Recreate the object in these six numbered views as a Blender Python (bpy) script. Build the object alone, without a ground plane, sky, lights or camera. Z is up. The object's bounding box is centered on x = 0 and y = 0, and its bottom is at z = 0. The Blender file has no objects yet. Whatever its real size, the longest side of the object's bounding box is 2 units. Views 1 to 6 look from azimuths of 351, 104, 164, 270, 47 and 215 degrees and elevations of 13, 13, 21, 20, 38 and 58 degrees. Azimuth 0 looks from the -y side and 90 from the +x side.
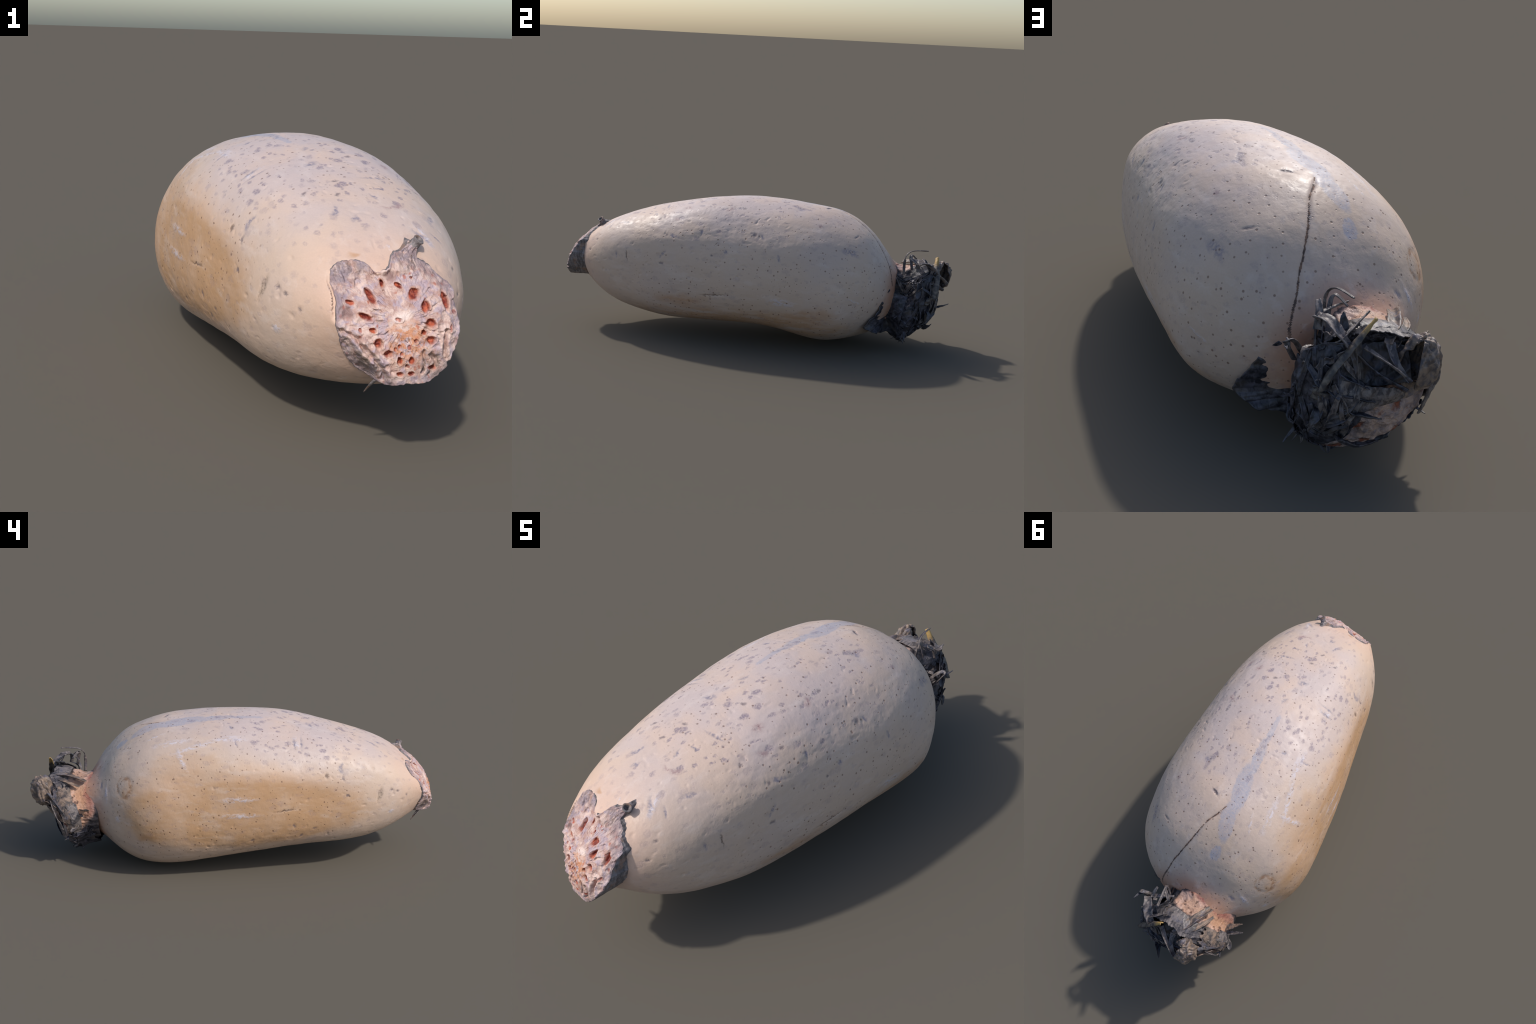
"""A single segment of lotus root: swollen tuber, oblique cut end with air canals,
and at the other end a node stub wrapped in dried, crumpled dark sheath leaves."""
import bpy, bmesh, math
import numpy as np
from mathutils import Vector, Matrix

RNG = np.random.default_rng(11)

# ------------------------------------------------------------------ helpers
def lin(r, g, b):
    f = lambda c: (c / 255 / 12.92) if c <= 10 else ((c / 255 + 0.055) / 1.055) ** 2.4
    return (f(r), f(g), f(b), 1.0)

_perm = np.random.default_rng(5).permutation(256)
_perm = np.concatenate([_perm, _perm, _perm])
_grad = np.random.default_rng(6).normal(size=(256, 3))
_grad /= np.linalg.norm(_grad, axis=1)[:, None]

def perlin(P, scale=1.0, seed=0.0):
    """gradient noise, about -0.7..0.7; scale may be a number or a 3-vector"""
    Q = np.asarray(P, float) * np.asarray(scale) + seed * 17.31
    i = np.floor(Q).astype(int)
    f = Q - i
    u = f * f * f * (f * (f * 6 - 15) + 10)
    out = 0
    for dx in (0, 1):
        for dy in (0, 1):
            for dz in (0, 1):
                h = _perm[(_perm[(_perm[(i[..., 0] + dx) & 255] + i[..., 1] + dy) & 255] + i[..., 2] + dz) & 255]
                g = _grad[h]
                d = f - np.array([dx, dy, dz])
                w = (u[..., 0] if dx else 1 - u[..., 0]) * (u[..., 1] if dy else 1 - u[..., 1]) * (u[..., 2] if dz else 1 - u[..., 2])
                out = out + w * (g * d).sum(-1)
    return out

def fbm(P, scale, octaves=3, seed=0.0):
    s = np.asarray(scale, float)
    return sum(perlin(P, s * 2 ** k, seed + k) * 0.5 ** k for k in range(octaves))

def ridged(P, scale, octaves=2, seed=0.0):
    s = np.asarray(scale, float)
    return sum((1 - 2.2 * np.abs(perlin(P, s * 2 ** k, seed + k))) * 0.5 ** k for k in range(octaves))

def warp(P, seed):
    return P + .030 * np.stack([perlin(P, 16, seed + 60 + k) for k in range(3)], -1)

def smooth(a, b, x):
    t = np.clip((x - a) / (b - a), 0, 1)
    return t * t * (3 - 2 * t)

def grid_normals(P, closed_u):
    """P[v, u, 3]: finite-difference normals"""
    du = (np.roll(P, -1, 1) - np.roll(P, 1, 1)) if closed_u else np.gradient(P, axis=1)
    dv = np.gradient(P, axis=0)
    n = np.cross(du, dv)
    return n / np.maximum(np.linalg.norm(n, axis=2, keepdims=True), 1e-9)

def catmull(ctrl, n, closed=False):
    c = np.asarray(ctrl, float)
    m = len(c)
    t = np.linspace(0, m if closed else m - 1, n, endpoint=not closed)
    i = np.floor(t).astype(int)
    if not closed:
        i = np.minimum(i, m - 2)
    f = (t - i)[:, None]
    at = (lambda k: c[k % m]) if closed else (lambda k: c[np.clip(k, 0, m - 1)])
    p0, p1, p2, p3 = at(i - 1), at(i), at(i + 1), at(i + 2)
    return 0.5 * (2 * p1 + (p2 - p0) * f + (2 * p0 - 5 * p1 + 4 * p2 - p3) * f ** 2 + (3 * p1 - p0 - 3 * p2 + p3) * f ** 3)

def add_mesh(name, verts, faces, mat, parent, smooth_shade=True):
    me = bpy.data.meshes.new(name)
    me.from_pydata([tuple(v) for v in verts], [], faces)
    me.validate()
    me.update()
    if smooth_shade:
        me.polygons.foreach_set("use_smooth", [True] * len(me.polygons))
    ob = bpy.data.objects.new(name, me)
    bpy.context.scene.collection.objects.link(ob)
    me.materials.append(mat)
    ob.parent = parent
    return ob

def quads(nv, nu, closed_u):
    f = []
    for v in range(nv - 1):
        a = v * nu
        for u in range(nu if closed_u else nu - 1):
            w = (u + 1) % nu
            f.append((a + u, a + w, a + nu + w, a + nu + u))
    return f

def apply_mods(ob):
    dg = bpy.context.evaluated_depsgraph_get()
    me = bpy.data.meshes.new_from_object(ob.evaluated_get(dg))
    ob.modifiers.clear()
    old = ob.data
    name = old.name
    ob.data = me
    bpy.data.meshes.remove(old)
    me.name = name

# ------------------------------------------------------------------ tuber form
# The tuber is lofted along y.  Each row is one cross-section of the swelling:
# mean radius, then cosine/sine lobing of order 1..4 about the axis line.
SECTIONS = [
    (-0.0593, -0.0088, -0.0142, -0.0014, -0.0019, 0.0017, 0.0211, 0.0097, -0.0048),
    (0.0938, -0.0001, -0.0095, 0.0126, -0.0010, 0.0002, 0.0132, 0.0043, -0.0022),
    (0.2417, 0.0073, -0.0048, 0.0265, 0.0003, -0.0011, 0.0023, -0.0037, 0.0016),
    (0.2938, 0.0138, 0.0045, 0.0256, 0.0036, -0.0008, -0.0086, -0.0127, 0.0042),
    (0.3239, 0.0259, 0.0280, 0.0326, -0.0013, 0.0000, -0.0148, -0.0158, 0.0046),
    (0.3454, 0.0212, 0.0475, 0.0406, 0.0067, 0.0004, -0.0217, -0.0140, -0.0035),
    (0.3561, 0.0095, 0.0550, 0.0474, 0.0100, 0.0081, -0.0260, -0.0117, -0.0065),
    (0.3644, 0.0055, 0.0486, 0.0461, 0.0170, 0.0140, -0.0241, -0.0107, -0.0070),
    (0.3773, 0.0076, 0.0154, 0.0338, 0.0167, 0.0076, -0.0156, -0.0104, -0.0028),
    (0.3792, 0.0092, -0.0070, 0.0255, 0.0100, 0.0025, -0.0076, -0.0037, -0.0022),
    (0.3500, 0.0191, -0.0179, 0.0258, 0.0054, 0.0085, -0.0075, -0.0012, -0.0064),
    (0.2903, 0.0392, -0.0221, 0.0200, 0.0111, 0.0013, -0.0009, 0.0000, -0.0018),
    (0.2068, 0.0484, -0.0441, 0.0210, 0.0081, -0.0007, 0.0065, 0.0037, 0.0011),
    (0.1294, -0.0039, -0.0667, 0.0108, 0.0008, 0.0007, 0.0060, 0.0052, 0.0024),
    (0.0687, -0.0679, -0.0847, -0.0031, -0.0061, 0.0016, 0.0041, 0.0047, 0.0028),
]
SECT = np.array(SECTIONS)
Y0, Y1 = -0.96, 0.725

def s_to_y(s):
    return Y0 + (Y1 - Y0) * (0.6 * np.sin(s * np.pi / 2) + 0.4 * s)

_S = np.linspace(0, 1, 2001)
_Y = s_to_y(_S)

def spline_rows(s):
    n = len(SECT)
    h = 1.0 / (n - 3)
    B = np.zeros((len(s), n))
    for j in range(n):
        a = np.abs((s - (j - 1) * h) / h)
        B[:, j] = np.where(a < 1, 2 / 3 - a ** 2 + a ** 3 / 2, np.where(a < 2, (2 - a) ** 3 / 6, 0))
    return B @ SECT

def lobes(th):
    F = [np.ones_like(th)]
    for m in range(1, 5):
        F += [np.cos(m * th), np.sin(m * th)]
    return np.stack(F, -1)

def axis_xz(y):
    t = (y + 0.93) / 1.65
    return 0.1 - 0.17 * t, 0.37 - 0.02 * t

def tuber_grid(s, th):
    y = s_to_y(s)
    r = spline_rows(s) @ lobes(th).T
    ax, az = axis_xz(y)
    P = np.zeros(r.shape + (3,))
    P[..., 0] = ax[:, None] + r * np.cos(th)
    P[..., 1] = y[:, None]
    P[..., 2] = az[:, None] + r * np.sin(th)
    return P

def on_skin(y, deg):
    """point, outward normal, and the two tangents (along, around) of the tuber skin"""
    s = np.interp(y, _Y, _S)
    e = 0.004
    th = math.radians(deg)
    P = tuber_grid(np.array([s - e, s, s + e]), np.array([th - 0.01, th, th + 0.01]))
    p = P[1, 1]
    along = P[2, 1] - P[0, 1]
    around = P[1, 2] - P[1, 0]
    along /= np.linalg.norm(along)
    n = np.cross(around, along)
    n /= np.linalg.norm(n)
    if n @ (p - np.array([axis_xz(y)[0], y, axis_xz(y)[1]])) < 0:
        n = -n
    around = np.cross(along, n)
    if around @ np.array([-math.sin(th), 0, math.cos(th)]) < 0:
        around = -around
    return p, n, along, around

# marks on the skin: (y along, degrees around, slant from the length, length, width)
MARKS = {
    "bruise": [
        (-0.344, 96, -56, 0.060, 0.036), (-0.649, 104, -21, 0.064, 0.014), (-0.694, 96, -38, 0.034, 0.022), (-0.451, 69, -80, 0.102, 0.012),
        (-0.582, 76, 19, 0.043, 0.008), (-0.529, 70, -84, 0.043, 0.013), (-0.207, 34, 78, 0.039, 0.014), (-0.344, 30, -17, 0.071, 0.018),
        (-0.644, 46, -13, 0.063, 0.018), (-0.395, 16, 51, 0.055, 0.016), (-0.653, 12, -83, 0.037, 0.018), (-0.730, 44, 73, 0.046, 0.009),
        (0.097, 34, -60, 0.044, 0.016), (0.235, 67, -18, 0.035, 0.020), (0.192, 20, -68, 0.040, 0.014), (-0.494, 143, 57, 0.048, 0.016),
        (-0.662, 106, -63, 0.030, 0.018), (-0.302, 124, 88, 0.106, 0.013), (0.009, 128, -81, 0.046, 0.012), (-0.756, 54, 55, 0.087, 0.018),
        (0.360, 82, 70, 0.052, 0.014), (0.235, 66, -53, 0.050, 0.030), (-0.268, 125, 87, 0.077, 0.017), (-0.494, 146, -79, 0.046, 0.030),
        (0.035, 111, -65, 0.024, 0.022), (0.020, 96, -17, 0.090, 0.016), (-0.198, 92, -20, 0.044, 0.020), (0.514, 32, -1, 0.113, 0.046),
        (-0.071, 21, -61, 0.026, 0.022), (0.641, 158, -78, 0.040, 0.022),
    ],
    "blush": [
        (-0.627, 64, -43, 0.058, 0.030), (-0.357, 45, -25, 0.055, 0.026), (0.356, 49, -30, 0.034, 0.026), (-0.319, 58, -6, 0.060, 0.034),
        (-0.640, 70, -81, 0.061, 0.016), (-0.10, 56, 40, 0.060, 0.030),
    ],
    "spot": [
        (-0.289, 43, -26, 0.020, 0.014), (-0.447, 46, -33, 0.014, 0.016), (-0.386, 31, -36, 0.016, 0.013), (-0.399, 9, 14, 0.020, 0.013),
        (-0.793, 28, 2, 0.016, 0.012), (-0.829, 15, 1, 0.014, 0.013), (-0.029, 58, -13, 0.018, 0.016), (-0.293, 75, -71, 0.020, 0.016),
        (-0.481, 92, -76, 0.022, 0.015), (-0.569, 96, -35, 0.018, 0.014), (-0.538, 113, -47, 0.018, 0.015), (-0.138, 18, -22, 0.014, 0.013),
        (-0.508, 154, -73, 0.034, 0.010), (-0.534, 170, -29, 0.022, 0.011), (-0.752, 166, 2, 0.022, 0.011), (-0.784, 168, 15, 0.016, 0.011),
        (-0.833, 174, -20, 0.013, 0.014), (-0.285, -166, -73, 0.032, 0.016), (-0.319, -156, 41, 0.027, 0.016), (-0.087, -157, 10, 0.020, 0.016),
        (-0.382, -162, 7, 0.026, 0.014), (0.057, 35, 83, 0.032, 0.017), (0.531, 49, 56, 0.047, 0.008),
    ],
    "slit": [
        (-0.591, 12, -86, 0.064, 0.008), (-0.124, -10, 7, 0.160, 0.007), (-0.425, 152, -90, 0.030, 0.021), (-0.236, -180, 6, 0.120, 0.009),
        (0.360, 82, 55, 0.058, 0.008),
    ],
    "scrape": [
        (-0.747, 53, 35, 0.112, 0.026), (-0.761, -169, 10, 0.043, 0.034), (-0.806, 81, 43, 0.030, 0.014), (0.192, 130, 18, 0.284, 0.034),
        (0.002, 124, 4, 0.114, 0.024), (-0.277, 124, -83, 0.103, 0.026), (0.267, 135, -70, 0.066, 0.020), (-0.017, 170, 1, 0.215, 0.026),
        (-0.033, -178, -1, 0.241, 0.024), (0.547, -170, 24, 0.044, 0.034), (0.612, 167, -80, 0.115, 0.022), (0.072, 124, 15, 0.181, 0.034),
        (0.308, 125, 9, 0.224, 0.036), (0.255, 142, -62, 0.123, 0.022), (0.389, 116, 22, 0.104, 0.014), (0.218, -10, -2, 0.160, 0.044),
        (0.561, -7, -27, 0.080, 0.009),
    ],
    "stain": [
        (-0.820, 118, 74, 0.020, 0.016), (0.403, -161, 10, 0.120, 0.050), (-0.293, -18, 5, 0.320, 0.085), (0.339, -18, 3, 0.340, 0.085),
        (0.521, 166, 80, 0.060, 0.034),
    ],
    "glaze": [
        (-0.02, 96, 3, 0.200, 0.022), (0.119, 97, 7, 0.220, 0.048), (0.287, 98, 10, 0.260, 0.076), (0.439, 100, 15, 0.190, 0.066), (0.561, 104, -1, 0.070, 0.044),
    ],
    "scar": [(-0.694, 171, 77, 0.085, 0.026)],
}
# the growth crack that runs from the top of the shoulder down to the node: (y, degrees)
CRACK = [(0.376, 95), (0.43, 91), (0.474, 86), (0.565, 77), (0.62, 66.5), (0.652, 56), (0.685, 41), (0.706, 22), (0.717, 2)]

# ------------------------------------------------------------------ cut end form
def cut_y(x, z):
    """the oblique, slightly bulging cut: y as a function of where on the face"""
    base = np.interp(z, [.2, .25, .30, .36, .42, .48, .55, .6], [-.972, -.985, -.985, -.962, -.930, -.880, -.826, -.78])
    high = np.interp(x, [-.05, .05, .15, .21, .27], [.03, 0, -.022, -.018, .006])
    low = np.interp(x, [-.05, .03, .15, .21, .27], [.030, .002, -.010, -.004, .024])
    return base + low + (high - low) * np.clip((z - .28) / .09, 0, 1)

def tuber_front(x, z):
    """how far forward (-y) the tuber reaches at (x, z); +9 where it does not"""
    ys = np.linspace(-.958, -.60, 130)
    rows = spline_rows(np.interp(ys, _Y, _S))
    ax, az = axis_xz(ys)
    out = np.full(np.shape(x), 9.0)
    for k in range(len(ys) - 1, -1, -1):
        th = np.arctan2(z - az[k], x - ax[k])
        inside = np.hypot(x - ax[k], z - az[k]) < lobes(th) @ rows[k]
        out = np.where(inside, ys[k], out)
    return out

CUT_CENTRE = (.112, .385)
# outline of the cut in (x, z), starting at the +x side and going up over the two lobes
CUT_OUTLINE = [
    (.261, .392), (.254, .431), (.254, .463), (.224, .488), (.200, .512), (.178, .523), (.177, .545), (.158, .559),
    (.140, .540), (.116, .531), (.098, .506), (.074, .496), (.062, .496), (.047, .511), (.024, .517), (-.007, .515),
    (-.033, .504), (-.045, .488), (-.047, .466), (-.040, .436), (-.043, .384), (-.037, .358), (-.022, .312), (.012, .266),
    (.052, .240), (.070, .236), (.114, .246), (.145, .248), (.173, .252), (.211, .280), (.245, .332), (.257, .361)]
# air canals in the cut: (x, z, half width, half height, tilt)
CANALS = [
    (.046, .441, .0083, .0174, 25), (.078, .469, .0049, .0083, 0), (.115, .468, .0085, .0050, -25), (.148, .452, .0152, .0098, 35),
    (.172, .426, .0097, .0122, -30), (.226, .438, .0079, .0188, 10), (.182, .391, .0116, .0092, 0), (.179, .354, .0103, .0085, 0),
    (-.008, .429, .0100, .0048, -5), (.026, .400, .0160, .0070, -18), (.041, .372, .0073, .0055, 0), (.053, .343, .0085, .0105, 0),
    (.075, .321, .0100, .0072, 15), (.101, .305, .0056, .0087, 0), (.130, .306, .0062, .0084, 0), (.104, .273, .0076, .0053, 0),
    (.131, .274, .0072, .0053, 0), (.161, .372, .0064, .0057, 0), (.181, .288, .0105, .0055, -10)]
PORES = [
    (.148, .486, .0036, .0034, 0), (.104, .397, .0083, .0046, 0), (.012, .369, .0045, .0048, 0), (.141, .352, .0050, .0053, 0),
    (.126, .337, .0048, .0059, 0), (.102, .337, .0047, .0055, 0), (.234, .378, .0042, .0069, -20), (.247, .411, .0060, .0066, 0),
    (.106, .322, .0047, .0058, 0), (.091, .331, .0043, .0045, 0), (.122, .292, .0043, .0046, 0)]
HOLLOWS = [(-.015, .404, .017, .016, 0), (.100, .485, .0134, .0149, -10)]
# torn clefts in the rim of the cut: (x, z) polylines
CLEFTS = [[(-.030, .365), (.000, .352), (.016, .330), (.034, .308)], [(.020, .335), (.048, .300), (.066, .268), (.070, .252)],
          [(.160, .325), (.164, .300), (.158, .275)], [(.176, .322), (.190, .300), (.176, .272)], [(.222, .370), (.214, .330), (.222, .300)]]

# ------------------------------------------------------------------ node stub form
NODE_C = np.array([-0.07, 0.28])
# free edge of the stub, by direction around it: (degrees, x, y, z)
STUB_EDGE = [(-180, -.272, .800, .215), (-150, -.222, .808, .132), (-120, -.145, .790, .070), (-90, -.045, .780, .048), (-60, .030, .788, .075),
             (-30, .088, .815, .150), (0, .098, .845, .260), (30, .075, .870, .350), (60, .000, .890, .415), (90, -.080, .890, .430),
             (120, -.185, .895, .400), (150, -.258, .850, .305)]

def stub_edge(deg):
    e = np.array(STUB_EDGE)
    c = catmull(e[:, 1:], 720, closed=True)
    d = (np.asarray(deg) + 180.0) % 360.0
    k = d / 360 * 720
    i = np.floor(k).astype(int) % 720
    f = (k - np.floor(k))[..., None]
    return c[i] * (1 - f) + c[(i + 1) % 720] * f

def stub_base(deg):
    a = np.radians(deg)
    left = np.clip(-np.cos(a), 0, 1)
    low = np.clip(-np.sin(a), 0, 1) * np.clip(.4 - np.cos(a), 0, 1)
    return np.stack([-.065 + .150 * np.cos(a) - .045 * left, np.full_like(a, .655), .285 + .150 * np.sin(a) - .035 * low], -1)

def stub_point(deg, t):
    """the stub's smooth form: t=0 inside the tuber, t=1 at the free edge, waisted between"""
    deg, t = np.broadcast_arrays(np.asarray(deg, float), np.asarray(t, float))
    b, e = stub_base(deg), stub_edge(deg)
    P = b + (e - b) * t[..., None]
    c = np.stack([np.full(t.shape, -.075), P[..., 1], .285 - .05 * t], -1)
    right = .5 + .5 * np.cos(np.radians(deg + 5))          # the +x side is pinched hard
    k = 1 - (.02 + .30 * right ** 2) * np.exp(-((t - .38) / .20) ** 2) + .04 * np.exp(-((t - .80) / .15) ** 2)
    # open hollow high on the +x side, under the arching leaves
    off = (deg - 28 + 180) % 360 - 180
    k = k - .40 * np.exp(-(off / 26) ** 2) * np.exp(-((t - .66) / .18) ** 2)
    return c + (P - c) * k[..., None]

# ------------------------------------------------------------------ materials
class Nodes:
    def __init__(self, name):
        self.mat = bpy.data.materials.new(name)
        self.mat.use_nodes = True
        self.t = self.mat.node_tree
        self.t.nodes.clear()
        self.out = self.t.nodes.new("ShaderNodeOutputMaterial")
        self.bsdf = self.t.nodes.new("ShaderNodeBsdfPrincipled")
        self.t.links.new(self.bsdf.outputs[0], self.out.inputs[0])
        tc = self.t.nodes.new("ShaderNodeTexCoord")
        self.co = tc.outputs["Object"]

    def new(self, kind, **kw):
        n = self.t.nodes.new(kind)
        for k, v in kw.items():
            setattr(n, k, v)
        return n

    def put(self, sock, v):
        if hasattr(v, "links"):
            self.t.links.new(v, sock)
        else:
            sock.default_value = v

    def math(self, op, a, b=0.0, clamp=False):
        n = self.new("ShaderNodeMath", operation=op, use_clamp=clamp)
        self.put(n.inputs[0], a)
        self.put(n.inputs[1], b)
        return n.outputs[0]

    def vmath(self, op, a, b=None, scale=None):
        n = self.new("ShaderNodeVectorMath", operation=op)
        self.put(n.inputs[0], a)
        if b is not None:
            self.put(n.inputs[1], b)
        if scale is not None:
            self.put(n.inputs["Scale"], scale)
        return n.outputs["Value"] if op == "LENGTH" else n.outputs["Vector"]

    def mapping(self, vec, loc=(0, 0, 0), rot=(0, 0, 0), scale=(1, 1, 1), kind="POINT"):
        n = self.new("ShaderNodeMapping", vector_type=kind)
        self.put(n.inputs["Vector"], vec)
        n.inputs["Location"].default_value = loc
        n.inputs["Rotation"].default_value = rot
        n.inputs["Scale"].default_value = scale
        return n.outputs[0]

    def noise(self, vec, scale, detail=3.0, rough=0.55, color=False, dist=0.0):
        n = self.new("ShaderNodeTexNoise")
        self.put(n.inputs["Vector"], vec)
        n.inputs["Scale"].default_value = scale
        n.inputs["Detail"].default_value = detail
        n.inputs["Roughness"].default_value = rough
        n.inputs["Distortion"].default_value = dist
        return n.outputs["Color" if color else "Fac"]

    def voronoi(self, vec, scale, feature="F1", out="Distance", rand=1.0):
        n = self.new("ShaderNodeTexVoronoi", feature=feature)
        self.put(n.inputs["Vector"], vec)
        n.inputs["Scale"].default_value = scale
        n.inputs["Randomness"].default_value = rand
        return n.outputs[out]

    def ramp(self, fac, lo, hi, a=0.0, b=1.0):
        n = self.new("ShaderNodeMapRange", interpolation_type="SMOOTHSTEP")
        self.put(n.inputs["Value"], fac)
        n.inputs["From Min"].default_value = lo
        n.inputs["From Max"].default_value = hi
        n.inputs["To Min"].default_value = a
        n.inputs["To Max"].default_value = b
        return n.outputs[0]

    def mix(self, fac, a, b, blend="MIX"):
        n = self.new("ShaderNodeMix", data_type="RGBA", blend_type=blend)
        self.put(n.inputs[0], fac)
        self.put(n.inputs[6], a)
        self.put(n.inputs[7], b)
        return n.outputs[2]

    def ellipsoid(self, vec, loc, radii, rot=(0, 0, 0), inner=0.5, outer=1.0):
        d = self.vmath("LENGTH", self.mapping(vec, loc, rot, radii, "TEXTURE"))
        return self.ramp(d, inner, outer, 1.0, 0.0)

    def nearest(self, vec, shapes, inner, outer):
        """one soft mask for many ellipsoids (loc, radii, rot): the least scaled distance to any"""
        best = None
        for loc, radii, rot in shapes:
            if best is not None:      # chain the evaluation so that it needs little shader memory
                n = self.new("ShaderNodeVectorMath", operation="MULTIPLY_ADD")
                self.put(n.inputs[0], best)
                n.inputs[1].default_value = (1e-9, 1e-9, 1e-9)
                self.put(n.inputs[2], vec)
                vec = n.outputs[0]
            d = self.vmath("LENGTH", self.mapping(vec, loc, rot, radii, "TEXTURE"))
            best = d if best is None else self.math("MINIMUM", best, d)
        return self.ramp(best, inner, outer, 1.0, 0.0)

    def union(self, masks):
        m = masks[0]
        for k in masks[1:]:
            m = self.math("MAXIMUM", m, k)
        return m

    def wobble(self, vec, scale, amount, detail=2.0):
        n = self.noise(vec, scale, detail, color=True)
        d = self.vmath("SCALE", self.vmath("SUBTRACT", n, (0.5, 0.5, 0.5)), scale=amount)
        return self.vmath("ADD", vec, d)

    def bump(self, height, strength, dist):
        n = self.new("ShaderNodeBump")
        n.inputs["Strength"].default_value = strength
        n.inputs["Distance"].default_value = dist
        self.put(n.inputs["Height"], height)
        self.put(self.bsdf.inputs["Normal"], n.outputs[0])

    def finish(self, color, rough=0.5, spec=0.4):
        self.put(self.bsdf.inputs["Base Color"], color)
        self.put(self.bsdf.inputs["Roughness"], rough)
        self.bsdf.inputs["Specular IOR Level"].default_value = spec
        return self.mat

def euler_of(x, y, z):
    return tuple(Matrix((x, y, z)).transposed().to_euler("XYZ"))

def mark_mask(N, vec, kind, inner=0.35, outer=1.0):
    ms = []
    for (y, deg, slant, L, W) in MARKS[kind]:
        p, n, al, ar = on_skin(y, deg)
        a = math.radians(slant)
        dx = al * math.cos(a) + ar * math.sin(a)
        dy = np.cross(n, dx)
        ms.append((tuple(p), (L * .5 + .004, W * .5 + .002, 0.05), euler_of(dx, dy, n)))
    return N.nearest(vec, ms, inner, outer)

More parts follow.
